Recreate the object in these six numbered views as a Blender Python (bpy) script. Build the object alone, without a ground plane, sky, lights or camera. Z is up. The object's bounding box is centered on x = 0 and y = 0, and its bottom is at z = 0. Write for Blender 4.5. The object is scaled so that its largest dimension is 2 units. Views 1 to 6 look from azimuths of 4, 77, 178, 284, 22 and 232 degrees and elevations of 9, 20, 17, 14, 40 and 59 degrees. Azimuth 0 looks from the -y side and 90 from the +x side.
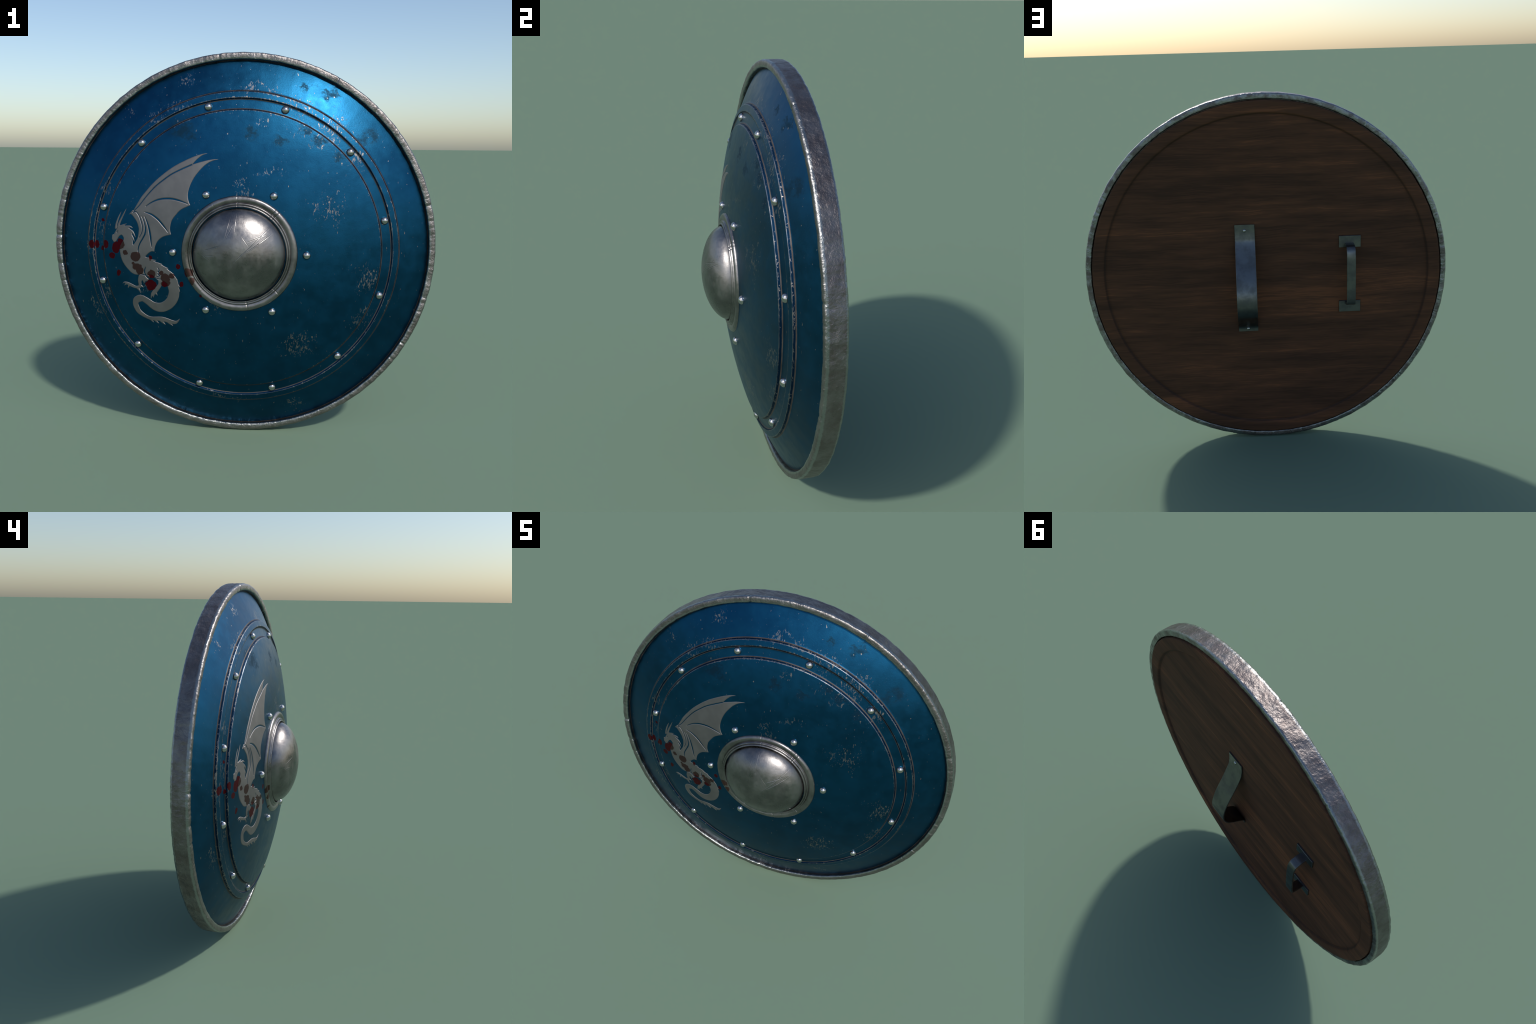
# Round battle shield: painted steel face with a raised dragon emblem, hammered iron rim,
# domed boss, rivets, and a wooden back with an arm strap and a hand grip.
import bpy, math, random
import numpy as np
from mathutils import Vector, Matrix, noise as mnoise

random.seed(7)
TAU = 2 * math.pi
CENTRE = (0.0, 0.0, 1.0)          # the shield's axis runs along y through this point

for o in list(bpy.data.objects):
    bpy.data.objects.remove(o, do_unlink=True)

# ------------------------------------------------------------------ helpers: curves
def catmull(points, step=6):
    """Smooth open curve through control points (any dimension)."""
    p = [np.array(q, float) for q in points]
    if len(p) < 3:
        return np.array([p[0] + (p[-1] - p[0]) * t for t in np.linspace(0, 1, step + 1)])
    out = []
    for i in range(len(p) - 1):
        a, b, c, d = p[max(i - 1, 0)], p[i], p[i + 1], p[min(i + 2, len(p) - 1)]
        for k in range(step):
            t = k / step
            out.append(0.5 * (2 * b + (c - a) * t + (2 * a - 5 * b + 4 * c - d) * t * t
                              + (3 * b - 3 * c + d - a) * t ** 3))
    out.append(p[-1])
    return np.array(out)


def make_mesh(name, verts, faces, mat, sharp=None):
    me = bpy.data.meshes.new(name)
    me.from_pydata([tuple(map(float, v)) for v in verts], [], faces)
    me.materials.append(mat)
    me.update()
    me.shade_smooth()
    if sharp:
        me.set_sharp_from_angle(angle=math.radians(sharp))
    return me


def add(name, me, parent, loc=(0, 0, 0)):
    ob = bpy.data.objects.new(name, me)
    bpy.context.scene.collection.objects.link(ob)
    ob.parent = parent
    ob.location = loc
    return ob


GON = 64                           # the shield's outline is a faint 64-sided polygon
def gon(theta):
    w = TAU / GON
    return math.cos(w / 2) / math.cos((theta % w) - w / 2)


def revolve(profile, nseg, loop=False, facet=1.0, shape=None):
    """Spin an (r, y) profile about the y axis. shape(r, y, theta) may displace a point."""
    verts, rings = [], []
    for r, y in profile:
        if r < 1e-6:
            rings.append([len(verts)])
            verts.append((0, y, 0))
            continue
        ring = []
        for k in range(nseg):
            t = TAU * k / nseg
            rr, yy = (r, y) if shape is None else shape(r, y, t)
            rr *= 1 + facet * (gon(t) - 1)
            ring.append(len(verts))
            verts.append((rr * math.cos(t), yy, rr * math.sin(t)))
        rings.append(ring)
    faces = []
    pairs = list(zip(rings, rings[1:])) + ([(rings[-1], rings[0])] if loop else [])
    for a, b in pairs:
        for k in range(nseg):
            k2 = (k + 1) % nseg
            if len(a) == 1:
                faces.append((a[0], b[k], b[k2]))
            elif len(b) == 1:
                faces.append((a[k], b[0], a[k2]))
            else:
                faces.append((a[k], b[k], b[k2], a[k2]))
    return verts, faces


# ------------------------------------------------------------------ helpers: shader nodes
class Shader:
    def __init__(self, name, group=False):
        if group:
            self.tree = bpy.data.node_groups.new(name, 'ShaderNodeTree')
        else:
            self.mat = bpy.data.materials.new(name)
            self.mat.use_nodes = True
            self.tree = self.mat.node_tree
            self.tree.nodes.clear()

    def node(self, kind, **props):
        n = self.tree.nodes.new(kind)
        for k, v in props.items():
            setattr(n, k, v)
        return n

    def put(self, sock, val):
        if isinstance(val, bpy.types.NodeSocket):
            self.tree.links.new(val, sock)
        elif val is not None:
            sock.default_value = val

    def math(self, op, a, b=None, c=None, clamp=False):
        n = self.node('ShaderNodeMath', operation=op, use_clamp=clamp)
        for i, v in enumerate((a, b, c)):
            self.put(n.inputs[i], v)
        return n.outputs[0]

    def vec(self, op, a, b=None, c=None, out=0):
        n = self.node('ShaderNodeVectorMath', operation=op)
        for i, v in enumerate((a, b, c)):
            if v is not None:
                self.put(n.inputs[i], v)
        return n.outputs[out]

    def noise(self, vec, scale, detail=4, rough=0.55, out=0, dist=0.0):
        n = self.node('ShaderNodeTexNoise')
        self.put(n.inputs['Vector'], vec)
        n.inputs['Scale'].default_value = scale
        n.inputs['Detail'].default_value = detail
        n.inputs['Roughness'].default_value = rough
        n.inputs['Distortion'].default_value = dist
        return n.outputs[out]

    def span(self, val, lo, hi, a=0.0, b=1.0):
        n = self.node('ShaderNodeMapRange', interpolation_type='SMOOTHSTEP')
        for i, v in enumerate((val, lo, hi, a, b)):
            self.put(n.inputs[i], v)
        return n.outputs[0]

    def mix(self, fac, a, b):
        n = self.node('ShaderNodeMix', data_type='RGBA')
        self.put(n.inputs[0], fac)
        self.put(n.inputs[6], a if isinstance(a, bpy.types.NodeSocket) else (*a, 1))
        self.put(n.inputs[7], b if isinstance(b, bpy.types.NodeSocket) else (*b, 1))
        return n.outputs[2]

    def mixf(self, fac, a, b):
        n = self.node('ShaderNodeMix', data_type='FLOAT')
        for i, v in zip((0, 2, 3), (fac, a, b)):
            self.put(n.inputs[i], v)
        return n.outputs[0]

    def coords(self):
        return self.node('ShaderNodeTexCoord').outputs['Object']

    def scale(self, vec, s):
        return self.vec('MULTIPLY', vec, s)

    def bump(self, height, strength, distance, normal=None):
        n = self.node('ShaderNodeBump')
        n.inputs['Strength'].default_value = strength
        n.inputs['Distance'].default_value = distance
        self.put(n.inputs['Height'], height)
        if normal is not None:
            self.put(n.inputs['Normal'], normal)
        return n.outputs[0]

    def call(self, group, vec):
        n = self.node('ShaderNodeGroup')
        n.node_tree = group
        self.put(n.inputs[0], vec)
        return n.outputs[0]

    def finish(self, color, rough, metal, normal=None, spec=0.5):
        b = self.node('ShaderNodeBsdfPrincipled')
        self.put(b.inputs['Base Color'], color if isinstance(color, bpy.types.NodeSocket) else (*color, 1))
        self.put(b.inputs['Roughness'], rough)
        self.put(b.inputs['Metallic'], metal)
        b.inputs['Specular IOR Level'].default_value = spec
        if normal is not None:
            self.put(b.inputs['Normal'], normal)
        o = self.node('ShaderNodeOutputMaterial')
        self.tree.links.new(b.outputs[0], o.inputs[0])
        return self.mat


def spots_group(name, spots):
    """Distance field to a set of ellipses (x, z, radius_x, radius_z in mm) seen along the axis:
    0 at a centre, 1 on a rim."""
    s = Shader(name, group=True)
    s.tree.interface.new_socket('Vector', in_out='INPUT', socket_type='NodeSocketVector')
    s.tree.interface.new_socket('Distance', in_out='OUTPUT', socket_type='NodeSocketFloat')
    gi, go = s.node('NodeGroupInput'), s.node('NodeGroupOutput')
    best = None
    for x, z, rx, rz in spots:
        q = s.vec('MULTIPLY_ADD', gi.outputs[0], (1000 / rx, 0, 1000 / rz), (-x / rx, 0, -z / rz))
        d = s.vec('LENGTH', q, out=1)
        best = d if best is None else s.math('MINIMUM', best, d)
    s.tree.links.new(best, go.inputs[0])
    return s.tree


# where blood has splashed, where the paint is chipped, where it is smudged dark
BLOOD = spots_group('blood_spots', [
    (-779, 23, 15, 19), (-750, 23, 11, 19), (-719, 5, 9, 11), (-695, 28, 12, 21), (-639, 14, 21, 26),
    (-613, 33, 19, 25), (-663, -28, 15, 16), (-589, -9, 12, 11), (-533, -26, 26, 23), (-545, -62, 8, 8),
    (-525, -79, 23, 17), (-512, -97, 19, 21), (-448, -113, 20, 20), (-454, -172, 26, 25), (-453, -31, 9, 12),
    (-627, -117, 10, 14), (-395, -105, 10, 11), (-376, -131, 22, 21), (-374, -159, 21, 17), (-341, -119, 14, 12),
    (-309, -69, 12, 10), (-293, -160, 10, 12), (-258, -96, 17, 21), (-237, -96, 10, 17), (-236, -140, 13, 17),
    (-194, -216, 7, 9), (-715, 151, 8, 8)])
CHIPS = spots_group('chipped_areas', [
    (47, 822, 70, 40), (-275, 848, 62, 48), (-596, 695, 40, 33), (-656, 333, 38, 38), (430, 609, 80, 96),
    (470, 649, 48, 48), (307, 719, 90, 48), (128, 818, 64, 32), (452, 227, 56, 72), (429, 192, 40, 20),
    (303, -479, 90, 58), (633, -111, 49, 74), (-760, -315, 50, 60), (-716, -238, 34, 80), (-134, -772, 78, 26),
    (5, -782, 70, 18), (153, 409, 48, 24), (2, 368, 32, 32), (277, 639, 32, 32), (617, -334, 50, 50),
    (11, 305, 48, 24), (283, -831, 60, 21), (355, 251, 40, 40), (100, 662, 24, 24), (569, 482, 48, 64),
    (-428, 669, 60, 30), (-328, 718, 80, 24), (-721, 107, 30, 90), (-781, 1, 25, 50), (344, -425, 40, 25),
    (-119, -272, 33, 25), (-494, -195, 33, 25)])
SMUDGES = spots_group('dark_smudges', [
    (444, 794, 42, 34), (322, 816, 40, 26), (325, 608, 48, 40), (206, 559, 48, 34), (634, 579, 80, 56),
    (488, 482, 48, 32), (53, 598, 44, 44), (-290, 604, 97, 65), (380, 560, 60, 24)])

BARE = (0.235, 0.222, 0.213)        # bare iron where paint has gone
BLOOD_COL = (0.075, 0.0025, 0.0045)

def blood_mask(s, P):
    wob = s.vec('SUBTRACT', s.noise(P, 45, 2, out=1), (0.5, 0.5, 0.5))
    d = s.call(BLOOD, s.vec('MULTIPLY_ADD', wob, (0.016, 0.016, 0.016), P))
    return s.span(d, 1.04, 1.17, 1.0, 0.0)


def paint_material():
    s = Shader('blue_metallic_paint')
    P = s.coords()
    r = s.vec('LENGTH', s.scale(P, (1, 0, 1)), out=1)
    big, mid = s.noise(P, 3.2, 5), s.noise(P, 14, 6, 0.65)
    tone = s.math('MULTIPLY_ADD', big, 0.6, s.math('MULTIPLY', mid, 0.4))
    col = s.mix(s.span(tone, 0.36, 0.64), (0.0066, 0.053, 0.112), (0.0082, 0.071, 0.149))
    rough = s.mixf(s.span(mid, 0.3, 0.7), 0.34, 0.43)
    # dark, dull smudges
    sd = s.call(SMUDGES, s.vec('MULTIPLY_ADD', s.vec('SUBTRACT', s.noise(P, 18, 4, 0.7, out=1), (0.5, 0.5, 0.5)),
                               (0.16, 0.0, 0.16), P))
    smudge = s.math('MULTIPLY', s.span(sd, 0.35, 1.0, 1.0, 0.0), s.span(s.noise(P, 24, 5, 0.7), 0.34, 0.56))
    col = s.mix(s.math('MULTIPLY', smudge, 0.85), col, (0.010, 0.034, 0.060))
    rough = s.mixf(smudge, rough, 0.56)
    # chips: fine streaky noise over a threshold that drops in chipped areas and along step edges
    turn = s.node('ShaderNodeMapping')
    turn.inputs['Rotation'].default_value = (0, math.radians(-28), 0)
    turn.inputs['Scale'].default_value = (1.25, 1.0, 0.55)
    s.put(turn.inputs['Vector'], P)
    grain = s.noise(turn.outputs[0], 95, 6, 0.68, dist=0.7)
    fleck = s.noise(turn.outputs[0], 70, 3, 0.5)
    cd = s.call(CHIPS, s.vec('MULTIPLY_ADD', s.vec('SUBTRACT', s.noise(P, 12, 3, out=1), (0.5, 0.5, 0.5)),
                             (0.20, 0, 0.20), P))
    area = s.math('MULTIPLY', s.span(cd, 0.0, 1.8, 1.0, 0.0), 0.158)
    wear = None
    for edge, half in ((0.7067, 0.007), (0.7701, 0.008), (0.7989, 0.009)):
        w = s.span(s.math('ABSOLUTE', s.math('SUBTRACT', r, edge)), 0.0, half, 1.0, 0.0)
        wear = w if wear is None else s.math('MAXIMUM', wear, w)
    area = s.math('MAXIMUM', area, s.math('MULTIPLY', wear, s.span(big, 0.36, 0.60, 0.07, 0.19)))
    score = s.math('ADD', grain, area)
    chip = s.math('MAXIMUM', s.span(score, 0.678, 0.715), s.span(s.math('ADD', fleck, s.math('MULTIPLY', area, 0.4)), 0.712, 0.750))
    # thin worn line on each step edge
    for edge in (0.7070, 0.7696, 0.7986):
        line = s.span(s.math('ABSOLUTE', s.math('SUBTRACT', r, edge)), 0.0006, 0.0017, 0.8, 0.0)
        chip = s.math('MAXIMUM', chip, s.math('MULTIPLY', line, s.span(mid, 0.30, 0.6, 0.25, 1.0)))
    chip = s.math('MULTIPLY', chip, s.span(s.noise(P, 33, 3), 0.30, 0.60, 0.45, 1.0))
    col = s.mix(chip, col, BARE)
    rough = s.mixf(chip, rough, 0.43)
    # unpainted line in the foot of every step and where the face meets the rim
    foot = None
    for lo, hi in ((0.7120, 0.7158), (0.7584, 0.7622), (0.8030, 0.8066), (0.9578, 0.975)):
        m = s.math('MULTIPLY', s.span(r, lo - 0.0006, lo + 0.0006), s.span(r, hi - 0.0006, hi + 0.0006, 1.0, 0.0))
        foot = m if foot is None else s.math('MAXIMUM', foot, m)
    wall_shade = None  # step walls: occlusion shade painted into the blue as a darker navy
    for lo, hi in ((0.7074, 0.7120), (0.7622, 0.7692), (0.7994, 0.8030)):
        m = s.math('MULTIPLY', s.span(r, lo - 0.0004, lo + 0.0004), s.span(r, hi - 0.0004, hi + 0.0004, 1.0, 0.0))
        wall_shade = m if wall_shade is None else s.math('MAXIMUM', wall_shade, m)
    wall_shade = s.math('MULTIPLY', wall_shade, s.math('SUBTRACT', 1.0, chip))
    col = s.mix(wall_shade, col, (0.0032, 0.018, 0.046))
    rough = s.mixf(wall_shade, rough, 0.6)
    col = s.mix(foot, col, s.mix(s.span(mid, 0.35, 0.65), (0.045, 0.037, 0.034), (0.088, 0.073, 0.066)))
    metal = s.mixf(foot, 1.0, 0.6)
    rough = s.mixf(foot, rough, 0.55)
    blood = blood_mask(s, P)
    col = s.mix(s.math('MULTIPLY', blood, 0.96), col, BLOOD_COL)
    metal = s.mixf(blood, metal, 0.95)
    rough = s.mixf(blood, rough, 0.5)
    n = s.bump(s.noise(P, 7, 3), 0.12, 0.01)
    n = s.bump(s.math('SUBTRACT', s.noise(P, 160, 3), s.math('MULTIPLY', chip, 1.2)), 0.30, 0.0009, n)
    return s.finish(col, rough, metal, n)


def emblem_material():
    s = Shader('bare_iron_emblem')
    P = s.coords()
    v = s.noise(P, 9, 5, 0.6)
    col = s.mix(s.span(v, 0.35, 0.65), (0.172, 0.166, 0.168), (0.200, 0.193, 0.194))
    pit = s.span(s.noise(P, 55, 4, 0.6), 0.70, 0.74)
    col = s.mix(s.math('MULTIPLY', pit, 0.5), col, (0.12, 0.12, 0.12))
    blood = blood_mask(s, P)
    col = s.mix(s.math('MULTIPLY', blood, 0.90), col, (0.050, 0.0195, 0.0165))
    rough = s.mixf(blood, s.mixf(v, 0.48, 0.60), 0.5)
    n = s.bump(s.noise(P, 150, 3), 0.2, 0.0008)
    return s.finish(col, rough, 0.95, n)


def dome_material():
    s = Shader('scuffed_steel')
    P = s.coords()
    v, f = s.noise(P, 6, 6, 0.65), s.noise(s.scale(P, (1, 1, 0.5)), 26, 6, 0.7)
    col = s.mix(s.span(v, 0.36, 0.64), (0.165, 0.157, 0.158), (0.255, 0.246, 0.243))
    col = s.mix(s.math('MULTIPLY', s.span(f, 0.60, 0.70), 0.35), col, (0.15, 0.18, 0.17))
    blood = blood_mask(s, P)
    col = s.mix(s.math('MULTIPLY', blood, 0.88), col, (0.072, 0.029, 0.023))
    rough = s.mixf(blood, s.mixf(s.span(s.math('MULTIPLY_ADD', v, 0.5, s.math('MULTIPLY', f, 0.5)), 0.38, 0.62), 0.26, 0.44), 0.48)
    n = s.bump(s.noise(P, 9, 4), 0.30, 0.009)
    n = s.bump(f, 0.35, 0.0016, n)
    return s.finish(col, rough, 1.0, n)


def rim_material():
    s = Shader('hammered_iron')
    P = s.coords()
    sep = s.node('ShaderNodeSeparateXYZ')
    s.put(sep.inputs[0], P)
    r = s.vec('LENGTH', s.scale(P, (1, 0, 1)), out=1)
    v, f = s.noise(P, 11, 6, 0.65), s.noise(P, 48, 5, 0.7)
    # rubbed bright edges; the flat middle band is dull and brownish with a ragged border
    y = s.math('MULTIPLY_ADD', s.math('SUBTRACT', f, 0.5), 0.014, sep.outputs[1])
    band = s.math('MULTIPLY', s.math('MULTIPLY', s.span(y, 0.056, 0.062), s.span(y, 0.122, 0.127, 1.0, 0.0)),
                  s.span(r, 0.990, 0.995))
    front = s.math('MULTIPLY', s.span(y, 0.050, 0.044), s.span(s.math('MULTIPLY_ADD', s.math('SUBTRACT', f, 0.5), 0.012, r), 0.972, 0.976))
    rear = s.math('MULTIPLY', s.span(sep.outputs[1], 0.1325, 0.1345), s.span(s.noise(P, 17, 4, 0.6), 0.42, 0.56))
    dull = s.math('MAXIMUM', s.math('MAXIMUM', band, rear), s.math('MULTIPLY', front, 0.8))
    edge = s.mix(v, (0.27, 0.275, 0.27), (0.36, 0.365, 0.36))
    worn = s.mix(s.span(v, 0.35, 0.65), (0.172, 0.146, 0.140), (0.245, 0.225, 0.219))
    col = s.mix(dull, edge, worn)
    col = s.mix(s.math('MULTIPLY', s.span(f, 0.62, 0.72), 0.5), col, (0.12, 0.092, 0.085))
    inner = s.math('MULTIPLY', s.span(r, 0.9635, 0.9625), s.span(sep.outputs[1], 0.046, 0.050))
    col = s.mix(s.math('MULTIPLY', inner, 0.8), col, (0.13, 0.10, 0.088))
    rough = s.mixf(dull, s.mixf(v, 0.24, 0.36), s.mixf(f, 0.30, 0.55))
    n = s.bump(s.noise(P, 13, 6, 0.66), 0.75, 0.014)
    n = s.bump(s.noise(P, 60, 4, 0.6), 0.30, 0.0026, n)
    return s.finish(col, rough, 1.0, n)


def rivet_material():
    s = Shader('polished_steel')
    P = s.coords()
    v = s.noise(P, 40, 4)
    col = s.mix(v, (0.40, 0.395, 0.39), (0.50, 0.495, 0.49))
    return s.finish(col, s.mixf(v, 0.12, 0.20), 1.0)


def fitting_material():
    s = Shader('dull_steel')
    P = s.coords()
    v, f = s.noise(P, 14, 5, 0.65), s.noise(P, 70, 4, 0.6)
    col = s.mix(s.span(v, 0.35, 0.65), (0.120, 0.122, 0.124), (0.175, 0.177, 0.177))
    rough = s.mixf(s.span(v, 0.35, 0.65), 0.42, 0.28)
    n = s.bump(f, 0.15, 0.001)
    return s.finish(col, rough, 1.0, n)


def wood_material():
    s = Shader('dark_stained_wood')
    P = s.coords()
    wavy = s.vec('MULTIPLY_ADD', s.vec('SUBTRACT', s.noise(P, 3, 3, out=1), (0.5, 0.5, 0.5)), (0.0, 0.0, 0.05), P)
    fibre = s.noise(s.scale(wavy, (0.8, 1, 42)), 3.2, 7, 0.68)
    fine = s.noise(s.scale(wavy, (3, 1, 190)), 2.4, 4, 0.6)
    streak = s.noise(s.scale(P, (0.55, 1, 3.6)), 2.6, 6, 0.62)
    t = s.math('ADD', s.math('MULTIPLY', streak, 0.52), s.math('ADD', s.math('MULTIPLY', fibre, 0.27), s.math('MULTIPLY', fine, 0.21)))
    col = s.mix(s.span(t, 0.40, 0.53), (0.063, 0.0325, 0.0205), (0.105, 0.0485, 0.0275))
    col = s.mix(s.span(t, 0.52, 0.62), col, (0.190, 0.076, 0.037))
    r = s.vec('LENGTH', s.scale(P, (1, 0, 1)), out=1)
    groove = s.span(s.math('ABSOLUTE', s.math('SUBTRACT', r, 0.8935)), 0.002, 0.0065, 1.0, 0.0)
    col = s.mix(s.math('MULTIPLY', groove, 0.45), col, (0.030, 0.024, 0.020))
    n = s.bump(s.math('ADD', fibre, fine), 0.25, 0.0015)
    return s.finish(col, s.mixf(t, 0.80, 0.66), 0.0, n, 0.10)


PAINT, EMBLEM, DOME, RIM = paint_material(), emblem_material(), dome_material(), rim_material()
RIVET, FITTING, WOOD = rivet_material(), fitting_material(), wood_material()

# ------------------------------------------------------------------ the shield
shield = bpy.data.objects.new('round_shield', None)
bpy.context.scene.collection.objects.link(shield)
shield['label'] = 'weathered blue round shield with grey dragon emblem and steel boss'
shield['category'] = 'shield'


def face_y(r):
    """Front surface of the shallow dome inside the rivet channel."""
    return -0.1558 + 0.0979 * (r / 0.7067) ** 2.2


# painted face: shallow dome, rivet channel, raised ring, steeper outer border
front = [(r, face_y(r)) for r in np.linspace(0, 0.7045, 60)]
front += [(0.7060, face_y(0.7060)), (0.7074, -0.0570), (0.7120, -0.0470), (0.7140, -0.0435), (0.7165, -0.0416)]
front += [(r, -0.0421 + (r - 0.7149) * 0.314) for r in np.linspace(0.7200, 0.7560, 8)]
front += [(0.7585, -0.0288), (0.7602, -0.0290), (0.7680, -0.0338), (0.7698, -0.0348), (0.7712, -0.0347)]
front += [(r, -0.0350 + (r - 0.7701) * 0.344) for r in np.linspace(0.7745, 0.7960, 6)]
front += [(0.7980, -0.0254), (0.7994, -0.0243), (0.8030, -0.0155), (0.8048, -0.0118), (0.8075, -0.0090)]
front += [(r, -0.0096 + (r - 0.8056) * (0.41 + 0.44 * (r - 0.8056))) for r in np.linspace(0.813, 0.9640, 22)]
front += [(0.9640, 0.098), (0.5, 0.098), (0.0, 0.098)]
v, f = revolve(front, 512, facet=0.6)
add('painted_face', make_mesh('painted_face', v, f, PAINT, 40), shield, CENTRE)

# rim: rolled iron band, hammered, with nicks knocked into both corners
rim_profile = [(0.9595, 0.075), (0.9612, 0.062), (0.9630, 0.053), (0.9645, 0.0472), (0.9662, 0.0440), (0.9690, 0.0426),
               (0.9760, 0.0422), (0.9830, 0.0422), (0.9895, 0.0426), (0.9940, 0.0442), (0.9970, 0.0472), (0.9988, 0.0520),
               (1.0000, 0.0590)]
rim_profile += [(1.0, y) for y in np.linspace(0.067, 0.122, 9)]
rim_profile += [(0.9998, 0.1268), (0.9988, 0.1305), (0.9965, 0.1335), (0.9925, 0.1353), (0.9860, 0.1358), (0.9780, 0.1355),
                (0.9720, 0.1350), (0.9690, 0.1335), (0.9672, 0.130), (0.9662, 0.120), (0.9655, 0.105), (0.950, 0.104),
                (0.950, 0.080)]
NICKS = [(random.uniform(0, TAU), random.choice((0.043, 0.050, 0.130, 0.134)), 0.003 + 0.013 * random.random() ** 2,
          0.0006 + 0.0022 * random.random() ** 2) for _ in range(60)]
NICKS += [(math.radians(a), 0.046, w, 0.0040) for a, w in ((176.5, .009), (185.5, .012), (191, .006), (14, .008), (-14, .015), (-30, .006), (97, .004), (61, .005))]

def rim_shape(r, y, t):
    if r < 0.9605 or (r < 0.966 and y > 0.1):
        return r, y
    p = Vector((math.cos(t), y * 1.0, math.sin(t)))
    lump = mnoise.fractal(p * 20, 0.6, 2.1, 5) * 0.0015 + mnoise.noise(p * 60) * 0.0007
    d = 0.0006 + max(-0.0006, lump) + 0.0005 * mnoise.noise(p * 130)
    for a, ny, wd, dp in NICKS:
        q = abs((t - a + math.pi) % TAU - math.pi)
        if q < wd * 2.2:
            k = (q / wd) ** 2 + ((y - ny) / 0.010) ** 2
            if k < 6:
                d += dp * math.exp(-k * 1.3)
    # push toward the centre of the band's section
    vr, vy = 0.982 - r, 0.088 - y
    if abs(y - 0.088) < 0.032 and r > 0.99:
        vr, vy = -1.0, 0.0
    l = math.hypot(vr, vy)
    return r + vr / l * d, y + vy / l * d

v, f = revolve(rim_profile, 1536, loop=True, shape=rim_shape)
add('rim', make_mesh('rim', v, f, RIM, 70), shield, CENTRE)

# wooden backing board: a raised border ring, then a small turned step down to the flat middle
wood = [(0.0, 0.100), (0.9625, 0.100), (0.9625, 0.137), (0.9605, 0.1405), (0.9560, 0.1420)]
wood += [(r, 0.1422) for r in np.linspace(0.945, 0.910, 4)]
wood += [(0.9030, 0.1418), (0.8995, 0.1400), (0.8960, 0.1355), (0.8930, 0.1310), (0.8905, 0.1290), (0.8880, 0.1292), (0.8858, 0.1302)]
wood += [(r, 0.1305) for r in np.linspace(0.88, 0.0, 24)]
v, f = revolve(wood, 256)
add('backing_board', make_mesh('backing_board', v, f, WOOD, 50), shield, CENTRE)

# boss: dome scored by blade cuts, standing in a collar with two fine ridges
SCORES = [((-63, 79), (-31, 201), .9), ((-13, 117), (1, 261), .9), ((-56, 87), (-23, 152), .7), ((49, 75), (136, 109), 1.2),
          ((22, 100), (57, 53), .8), ((-18, -24), (170, 155), .8), ((47, 28), (170, 115), 1.1), ((-163, 29), (-83, 56), .7),
          ((-184, 14), (-133, -21), .6), ((-179, 4), (-113, 5), .6), ((-151, 45), (-138, 70), .5), ((138, -82), (158, -96), .6),
          ((143, -74), (165, -89), .6), ((38, -140), (68, -165), .5), ((172, -25), (192, -40), .5)]
DOME_R, DOME_Y, TIP = 0.2298, -0.1515, -0.2706

def dome_y(r):
    q = min(r / DOME_R, 1.0)
    return DOME_Y + (TIP - DOME_Y) * (0.04 * (1 - q * q) + 0.96 * math.sqrt(max(0.0, 1 - q * q)))

rings, segs = 210, 640
radii = DOME_R * np.sin(np.linspace(0, math.pi / 2, rings))
th = np.arange(segs) * TAU / segs
R, T = np.meshgrid(radii[1:], th, indexing='ij')
X, Z = R * np.cos(T), R * np.sin(T)
Y = np.array([dome_y(r) for r in radii[1:]])[:, None] + 0 * T
for (x0, z0), (x1, z1), depth in SCORES:
    a, b = np.array([x0, z0]) / 1000, np.array([x1, z1]) / 1000
    u = np.clip(((X - a[0]) * (b - a)[0] + (Z - a[1]) * (b - a)[1]) / ((b - a) @ (b - a)), 0, 1)
    d = np.hypot(X - a[0] - u * (b - a)[0], Z - a[1] - u * (b - a)[1])
    taper = np.sin(np.clip(u, 0.02, 0.98) * math.pi) ** 0.5
    Y += depth * 0.0010 * taper * (np.exp(-(d / 0.0011) ** 2) - 0.35 * np.exp(-((d - 0.0026) / 0.0012) ** 2))
for _ in range(34):                # broad shallow dents
    a, q = random.uniform(0, TAU), 0.20 * math.sqrt(random.random())
    w, dp = random.uniform(0.012, 0.045), random.uniform(0.0002, 0.0010)
    Y += dp * np.exp(-(((X - q * math.cos(a)) ** 2 + (Z - q * math.sin(a)) ** 2) / w ** 2))
verts = [(0, TIP, 0)] + list(zip(X.ravel(), Y.ravel(), Z.ravel()))
faces = [(0, 1 + k, 1 + (k + 1) % segs) for k in range(segs)]
for i in range(rings - 2):
    o = 1 + i * segs
    faces += [(o + k, o + segs + k, o + segs + (k + 1) % segs, o + (k + 1) % segs) for k in range(segs)]
base = 1 + (rings - 2) * segs
n0 = len(verts)
verts += [(DOME_R * math.cos(t), -0.135, DOME_R * math.sin(t)) for t in th]
faces += [(base + k, n0 + k, n0 + (k + 1) % segs, base + (k + 1) % segs) for k in range(segs)]
boss = add('boss', make_mesh('boss', verts, faces, DOME, 60), shield, CENTRE)

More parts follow.
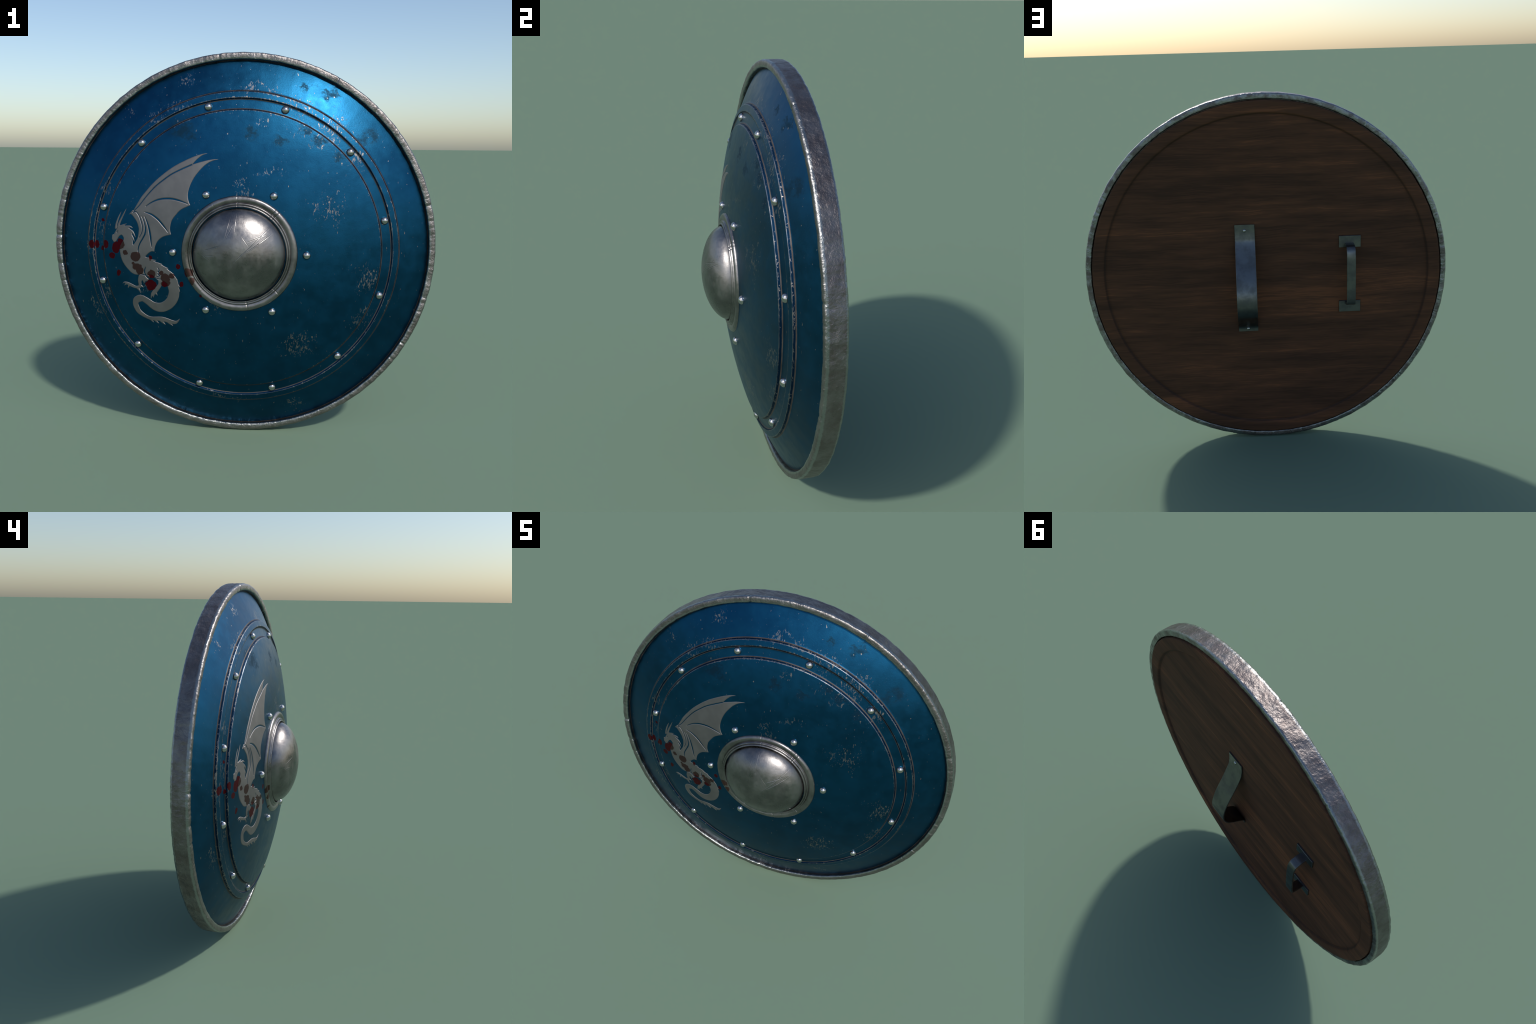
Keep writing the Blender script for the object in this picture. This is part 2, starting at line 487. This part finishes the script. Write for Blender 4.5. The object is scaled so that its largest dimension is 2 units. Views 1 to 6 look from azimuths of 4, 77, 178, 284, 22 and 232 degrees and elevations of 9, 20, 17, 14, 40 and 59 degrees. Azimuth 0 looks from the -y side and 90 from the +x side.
collar_profile = [(0.2908, -0.128), (0.2910, -0.1392), (0.2900, -0.1444), (0.2868, -0.1496), (0.2815, -0.1534), (0.2750, -0.1552),
                  (0.2685, -0.1552), (0.2632, -0.1540), (0.2595, -0.1522), (0.2570, -0.1512), (0.2555, -0.1532), (0.2540, -0.1574),
                  (0.2518, -0.1604), (0.2487, -0.1610), (0.2466, -0.1584), (0.2452, -0.1582), (0.2436, -0.1628), (0.2412, -0.1660),
                  (0.2376, -0.1666), (0.2352, -0.1640), (0.2336, -0.1580), (0.2330, -0.1450), (0.2330, -0.128)]
CUTS = [(92, 0.010, .0016), (50.5, 0.011, .0026), (46.5, 0.012, .0022), (-45, 0.012, .0020), (-81, 0.020, .0020), (118, 0.008, .001), (-135, 0.012, .001)]

def collar_shape(r, y, t):
    d = 0.0
    for a, wd, dp in CUTS:
        q = (t - math.radians(a) + 0.25 * (r - 0.26) / 0.03 * wd + math.pi) % TAU - math.pi
        d += dp * math.exp(-(q / (wd * 0.6)) ** 2)
    d += 0.0004 * mnoise.noise(Vector((math.cos(t) * 7, r * 30, math.sin(t) * 7)))
    return r, y + (d if y < -0.135 else 0)

v, f = revolve(collar_profile, 768, shape=collar_shape, facet=0.5)
add('collar', make_mesh('collar', v, f, DOME, 70), boss)

# rivets: twelve in the channel, six around the boss; one shared domed mesh
head = [(0.0206 * math.sin(a), -0.0190 * math.cos(a)) for a in np.linspace(0, math.pi / 2, 12)] + [(0.0200, 0.006), (0.0, 0.006)]
v, f = revolve(head, 32, facet=0)
rivet_mesh = make_mesh('rivet', v, f, RIVET, 50)

def place_rivet(r, y, angle, slope):
    t = math.radians(angle)
    ob = add('rivet', rivet_mesh, shield, (r * math.cos(t), y, 1 + r * math.sin(t)))
    out = Vector((math.cos(t), 0, math.sin(t)))
    nrm = Vector((0, -1, 0)) + out * slope
    ob.rotation_euler = Vector((0, -1, 0)).rotation_difference(nrm).to_euler()

for k in range(12):
    place_rivet(0.740, -0.0335, 12.9 + 30 * k, 0.31)
for k in range(6):
    place_rivet(0.3345, face_y(0.3345) + 0.0015, -0.4 + 60 * k, 0.13)

# ------------------------------------------------------------------ dragon emblem
# Drawn on the shield plane in millimetres from the shield's centre. Limbs are strokes
# (x, z, half width); the wing is a web of arcs between finger tips; folds are cut out.
STROKES = {
    'tail': [
        [(-337, -171, 28.3), (-332, -197, 27.9), (-335, -222, 28.4), (-346, -248, 27.5), (-367, -271, 26.8), (-396, -286, 25.9),
         (-423, -287, 24), (-448, -278, 20.2), (-468, -264, 17.8), (-489, -251, 16.5), (-504, -245, 17), (-520, -247, 18.9),
         (-536, -257, 17.3), (-541, -276, 15.4), (-535, -297, 14.8), (-524, -317, 13.1), (-506, -331, 11.1), (-481, -344, 9.2),
         (-456, -351, 10.7), (-432, -350, 11.1), (-404, -350, 12.7), (-377, -355, 11.8), (-354, -362, 11.4), (-334, -365, 9.6),
         (-320, -359, 5.9), (-305, -342, .3)],
        [(-372, -358, 8.9), (-356, -374, 5.2), (-341, -386, .3)], [(-407, -357, 8.9), (-392, -373, 4.4), (-381, -381, .3)],
        [(-441, -353, 8.9), (-428, -368, 4.1), (-416, -377, .3)], [(-463, -351, 8.2), (-453, -365, 3.6), (-443, -373, .3)]],
    'torso': [
        [(-334, -176, 28.7), (-342, -146, 29), (-370, -121, 32.2), (-405, -101, 38.7), (-442, -82, 37.1), (-526, -66, 56)],
        [(-526, -66, 56), (-553, -34, 56.1), (-573, -1, 44.9), (-578, 16, 36.6), (-572, 45, 26.6), (-571, 70, 22.9)],
        [(-475, -36, 7.3), (-456, -27, .3)], [(-449, -44, 7.3), (-421, -41, .3)], [(-417, -59, 8), (-387, -61, .3)],
        [(-387, -76, 8), (-357, -81, .3)], [(-353, -101, 8), (-329, -110, .3)], [(-332, -128, 8), (-310, -140, .3)],
        [(-319, -159, 9.7), (-299, -177, .3)], [(-313, -185, 9.7), (-300, -201, .3)]],
    'head': [
        [(-571, 70, 22.9), (-580, 93, 27.9), (-600, 107, 24.1)], [(-605, 107, 24.7), (-628, 87, 16.3), (-643, 62, 13.2), (-646, 50, 9.5)],
        [(-653, 75, 6.5), (-653, 58, 8.5)], [(-605, 123, 7.8), (-593, 132, 4.1), (-575, 139, .3)],
        [(-583, 120, 9.1), (-561, 124, 5.2), (-543, 117, .3)], [(-561, 104, 9.1), (-544, 94, 5.4), (-529, 68, .3)],
        [(-554, 76, 7.8), (-543, 62, 4.5), (-536, 45, .3)]],
    'horn': [
        [(-638, 114, 5.9), (-635, 133, 5.2), (-625, 161, 4.2), (-615, 183, 2.9), (-606, 200, .3)],
        [(-625, 119, 6.5), (-618, 140, 5.8), (-605, 166, 4.5), (-591, 192, 3.2), (-578, 217, .3)]],
    'foreleg': [
        [(-500, -124, 11), (-472, -131, 13)], [(-504, -133, 15.9), (-513, -152, 10.3), (-512, -170, 8.6), (-513, -183, 8)], [(-478, -139, 13.6), (-489, -150, 8), (-487, -165, .3)],
        [(-515, -184, 7.4), (-535, -187, 7.1), (-554, -181, 8.3), (-571, -174, 8.3), (-586, -168, 6.7), (-598, -166, 4), (-609, -173, .3)],
        [(-584, -172, 5.2), (-593, -176, 3.2), (-599, -184, .3)], [(-572, -180, 5.2), (-577, -188, 3.2), (-579, -197, .3)],
        [(-527, -190, 6.9), (-516, -203, 4.8), (-511, -220, .3)], [(-509, -179, 6.9), (-500, -182, 3.4), (-493, -189, .3)]],
    'hind_leg': [
        [(-425, -122, 12), (-406, -134, 15), (-403, -146, 11.6), (-405, -166, 10), (-416, -184, 10.5), (-432, -203, 11.4), (-444, -217, 9.8),
         (-453, -231, 4.1), (-456, -247, .3)],
        [(-441, -215, 8.1), (-442, -229, 3.6), (-441, -239, .3)], [(-432, -210, 8.1), (-424, -219, 3.3), (-420, -228, .3)]],
}
WING = [   # leading edge, slot, long blade, four webs, root, arm, thumb
    [(-541, 206), (-516, 248), (-490, 286), (-425, 357), (-340, 423), (-256, 467), (-194, 490), (-157, 494)],
    [(-157, 494), (-186, 484), (-214, 463), (-235, 440)],
    [(-235, 440), (-172, 458), (-135, 465), (-102, 466)],
    [(-102, 466), (-135, 457), (-164, 442), (-192, 417), (-225, 376), (-246, 335), (-256, 299), (-256, 274), (-251, 254), (-244, 239)],
    [(-244, 239), (-291, 216), (-316, 191), (-338, 162), (-346, 133), (-347, 112), (-342, 91)],
    [(-342, 91), (-385, 78), (-412, 56), (-425, 32), (-430, 13), (-431, 2)],
    [(-431, 2), (-447, 2), (-465, -10), (-477, -23)],
    [(-477, -23), (-520, -51), (-564, -10), (-538, 39)],
    [(-538, 39), (-520, 68), (-513, 106), (-515, 125), (-523, 149), (-537, 169), (-550, 184), (-559, 187), (-567, 184)],
    [(-567, 184), (-546, 207), (-541, 206)],
]
FOLDS = [
    [(-627, 101, .5), (-632, 91, .8)],
    [(-239, 438, 2), (-285, 418, 2.1), (-340, 391, 1.9), (-382, 362, 1.9), (-425, 328, 1.7), (-472, 278, 1.5), (-512, 229, 1.3), (-539, 204, 1.2)],
    [(-474, 229, .4), (-446, 248, 1.7), (-411, 263, 2.6), (-377, 269, 3.3), (-338, 269, 3.3), (-304, 262, 2.9), (-274, 252, 1.6), (-257, 245, .4)],
    [(-481, 200, .4), (-452, 192, 2.6), (-430, 180, 3.5), (-407, 162, 3.7), (-388, 141, 3.4), (-371, 120, 2), (-359, 103, .4)],
    [(-481, 178, .4), (-471, 157, 2), (-462, 133, 2.9), (-456, 110, 3.8), (-451, 81, 3.8), (-448, 52, 2.6), (-445, 25, .4)],
    [(-497, 178, .4), (-487, 158, 1.4), (-480, 135, 2), (-477, 112, 2.9), (-480, 90, 3.2), (-491, 68, 2.6), (-504, 47, 2.6), (-513, 28, 2.3),
     (-518, 8, 2), (-517, -8, .6)],
    [(-543, 197, 1.2), (-530, 201, 1.4), (-520, 193, 1.4), (-509, 176, 1.4), (-500, 152, 1.4), (-494, 129, 1.4), (-494, 109, 1.2), (-499, 91, 1), (-510, 70, .4)],
    [(-508, -117, .5), (-494, -119, 1.1), (-481, -122, 1.3), (-471, -129, 1.3), (-460, -138, .7)],
    [(-479, -80, .6), (-485, -95, 2), (-485, -111, 2.3), (-475, -129, 2.3), (-463, -140, 1.1)],
    [(-416, -78, .5), (-408, -93, 1.6), (-413, -102, 1.4), (-405, -106, 1.4), (-415, -114, 1.4), (-405, -120, 1.4), (-422, -126, 1)],
    [(-428, -132, .7), (-416, -137, 1.1), (-399, -139, .7)],
]
CELL = 1.35
gx = np.arange(-675, -92, CELL)
gz = np.arange(-395, 505, CELL)
GX, GZ = np.meshgrid(gx, gz, indexing='ij')

def stroke_field(points, pad=14):
    """Signed distance to a tapered stroke, evaluated only near it."""
    pts = catmull(points, 5)
    f = np.full(GX.shape, 99.0)
    for a, b in zip(pts[:-1], pts[1:]):
        m = max(a[2], b[2], 0.2) + pad
        i0, i1 = np.searchsorted(gx, [min(a[0], b[0]) - m, max(a[0], b[0]) + m])
        j0, j1 = np.searchsorted(gz, [min(a[1], b[1]) - m, max(a[1], b[1]) + m])
        x, z = GX[i0:i1, j0:j1], GZ[i0:i1, j0:j1]
        d = b[:2] - a[:2]
        u = np.clip(((x - a[0]) * d[0] + (z - a[1]) * d[1]) / max(d @ d, 1e-9), 0, 1)
        s = np.hypot(x - a[0] - u * d[0], z - a[1] - u * d[1]) - (a[2] + (b[2] - a[2]) * u)
        f[i0:i1, j0:j1] = np.minimum(f[i0:i1, j0:j1], s)
    return f


def web_field(arcs):
    poly = np.vstack([catmull(a, 5)[:-1] for a in arcs])
    nxt = np.roll(poly, -1, axis=0)
    dist = np.full(GX.shape, 99.0)
    inside = np.zeros(GX.shape, bool)
    for a, b in zip(poly, nxt):
        d = b - a
        if abs(d[1]) > 1e-9:
            cross = (a[1] > GZ) != (b[1] > GZ)
            inside ^= cross & (GX < d[0] * (GZ - a[1]) / d[1] + a[0])
        u = np.clip(((GX - a[0]) * d[0] + (GZ - a[1]) * d[1]) / max(d @ d, 1e-9), 0, 1)
        dist = np.minimum(dist, np.hypot(GX - a[0] - u * d[0], GZ - a[1] - u * d[1]))
    return np.where(inside, -dist, dist)


fields = {k: np.min([stroke_field(p) for p in v], axis=0) for k, v in STROKES.items()}
fields['wing'] = web_field(WING)
part_names = list(fields)
stack = np.array([fields[k] for k in part_names])
owner = stack.argmin(axis=0)
body = stack.min(axis=0)
folds = np.min([stroke_field(p, 8) for p in FOLDS], axis=0)
body = np.maximum(body, -folds)
HIGH, SLOPE = 2.1, 3.6              # relief height and width of the rounded edge, mm

def emblem_point(x, z, s):
    q = min(1.0, max(0.0, -s / SLOPE))
    rise = HIGH * (1 - (1 - q) ** 2) - 0.4
    return (x / 1000, face_y(math.hypot(x, z) / 1000) - rise / 1000, z / 1000)

ni, nj = body.shape
index, verts, faces, tags = {}, [], [], []

def grid_vert(i, j):
    k = (i, j)
    if k not in index:
        index[k] = len(verts)
        verts.append(emblem_point(gx[i], gz[j], body[i, j]))
    return index[k]

def edge_vert(a, b):
    k = (a, b) if a < b else (b, a)
    if k not in index:
        sa, sb = body[a], body[b]
        u = sa / (sa - sb)
        index[k] = len(verts)
        verts.append(emblem_point(gx[a[0]] + (gx[b[0]] - gx[a[0]]) * u, gz[a[1]] + (gz[b[1]] - gz[a[1]]) * u, 0))
    return index[k]

neg = body < 0
count = neg[:-1, :-1].astype(int) + neg[1:, :-1] + neg[:-1, 1:] + neg[1:, 1:]
for i, j in zip(*np.nonzero(count)):
    i, j = int(i), int(j)
    quad = [(i, j), (i + 1, j), (i + 1, j + 1), (i, j + 1)]
    tag = int(owner[i, j])
    if count[i, j] == 4:
        faces.append([grid_vert(*q) for q in quad])
        tags.append(tag)
        continue
    for tri in ((quad[0], quad[1], quad[2]), (quad[0], quad[2], quad[3])):
        poly = []
        for a, b in zip(tri, tri[1:] + tri[:1]):
            if neg[a]:
                poly.append(grid_vert(*a))
            if neg[a] != neg[b]:
                poly.append(edge_vert(a, b))
        if len(poly) >= 3:
            faces.append(poly)
            tags.append(tag)

whole = bpy.data.meshes.new('emblem_whole')
whole.from_pydata(verts, [], faces)
whole.update()
vnorm = [tuple(n.vector) for n in whole.vertex_normals]
bpy.data.meshes.remove(whole)
emblem = None
for name in ['torso'] + [k for k in part_names if k != 'torso']:
    want = part_names.index(name)
    mine = [fc for fc, t in zip(faces, tags) if t == want]
    used = sorted({i for fc in mine for i in fc})
    remap = {g: k for k, g in enumerate(used)}
    me = make_mesh('dragon_' + name, [verts[g] for g in used], [[remap[g] for g in fc] for fc in mine], EMBLEM)
    me.normals_split_custom_set_from_vertices([vnorm[g] for g in used])
    if name == 'torso':
        emblem = add('dragon_emblem', me, shield, CENTRE)
    else:
        add('dragon_' + name, me, emblem)

# ------------------------------------------------------------------ fittings on the back
def band(path, x0, x1, thick, mat, name, step=8, sharp=40):
    """Bent strip: (z, y) path of the outer face, swept from x0 to x1."""
    p = catmull(path, step)
    d = np.gradient(p, axis=0)
    d /= np.linalg.norm(d, axis=1)[:, None]
    nrm = np.stack([-d[:, 1], d[:, 0]], 1)
    if nrm[:, 1].mean() > 0:
        nrm = -nrm
    c = 0.0016
    verts, faces = [], []
    for q, n in zip(p, nrm):
        for x, k in ((x0 + c, 0), (x1 - c, 0), (x1, c), (x1, thick - c), (x1 - c, thick), (x0 + c, thick), (x0, thick - c), (x0, c)):
            z, y = q + n * k
            verts.append((x, y, z))
    m = len(p)
    for i in range(m - 1):
        for k in range(8):
            faces.append((i * 8 + k, i * 8 + (k + 1) % 8, i * 8 + 8 + (k + 1) % 8, i * 8 + 8 + k))
    faces += [tuple(range(8)), tuple(range((m - 1) * 8 + 7, (m - 1) * 8 - 1, -1))]
    me = make_mesh(name, verts, faces, mat, sharp)
    return me

strap_path = [(.303, .1385), (.265, .1388), (.235, .1412), (.205, .1465), (.160, .165), (.100, .194), (.050, .221), (.0, .245), (-.05, .2625),
              (-.095, .2706), (-.140, .2690), (-.180, .2540), (-.215, .2260), (-.245, .1900), (-.270, .1600), (-.285, .1460),
              (-.297, .1398), (-.318, .1385)]
strap = add('arm_strap', band(strap_path, 0.0638, 0.1737, 0.008, FITTING, 'arm_strap'), shield, CENTRE)
screw_head = [(0.0, 0.0055), (0.004, 0.005), (0.0075, 0.0032), (0.0092, 0.0), (0.009, -0.004), (0.0, -0.004)]
v, f = revolve(screw_head, 24, facet=0)
screw_mesh = make_mesh('screw', v, f, RIVET, 50)
for z in (0.270, -0.302):
    add('screw', screw_mesh, strap, (0.1200, 0.1392, z))

grip_path = [(.180, .1330), (.180, .155), (.178, .180), (.172, .198), (.158, .2110), (.130, .2185), (.090, .2218), (.0, .2225),
             (-.095, .2215), (-.130, .2195), (-.149, .2150), (-.159, .2030), (-.166, .180), (-.173, .155), (-.179, .1330)]
grip = add('hand_grip', band(grip_path, -0.4782, -0.4298, 0.0110, FITTING, 'hand_grip'), shield, CENTRE)

def plate(w, h, t, c):
    prof = [(-w, -h), (w, -h), (w, h), (-w, h)]
    verts, faces = [], []
    for y, k in ((-t, 0), (t - c, 0), (t, c)):
        for x, z in prof:
            verts.append((x - math.copysign(k, x), y, z - math.copysign(k, z)))
    for lv in (0, 4):
        faces += [(lv + k, lv + (k + 1) % 4, lv + 4 + (k + 1) % 4, lv + 4 + k) for k in range(4)]
    faces += [(3, 2, 1, 0), (8, 9, 10, 11)]
    return make_mesh('mounting_plate', verts, faces, FITTING, 30)

plate_mesh = plate(0.0603, 0.0328, 0.0105, 0.0012)
for z in (0.1875, -0.1905):
    add('mounting_plate', plate_mesh, grip, (-0.4565, 0.1297, z))
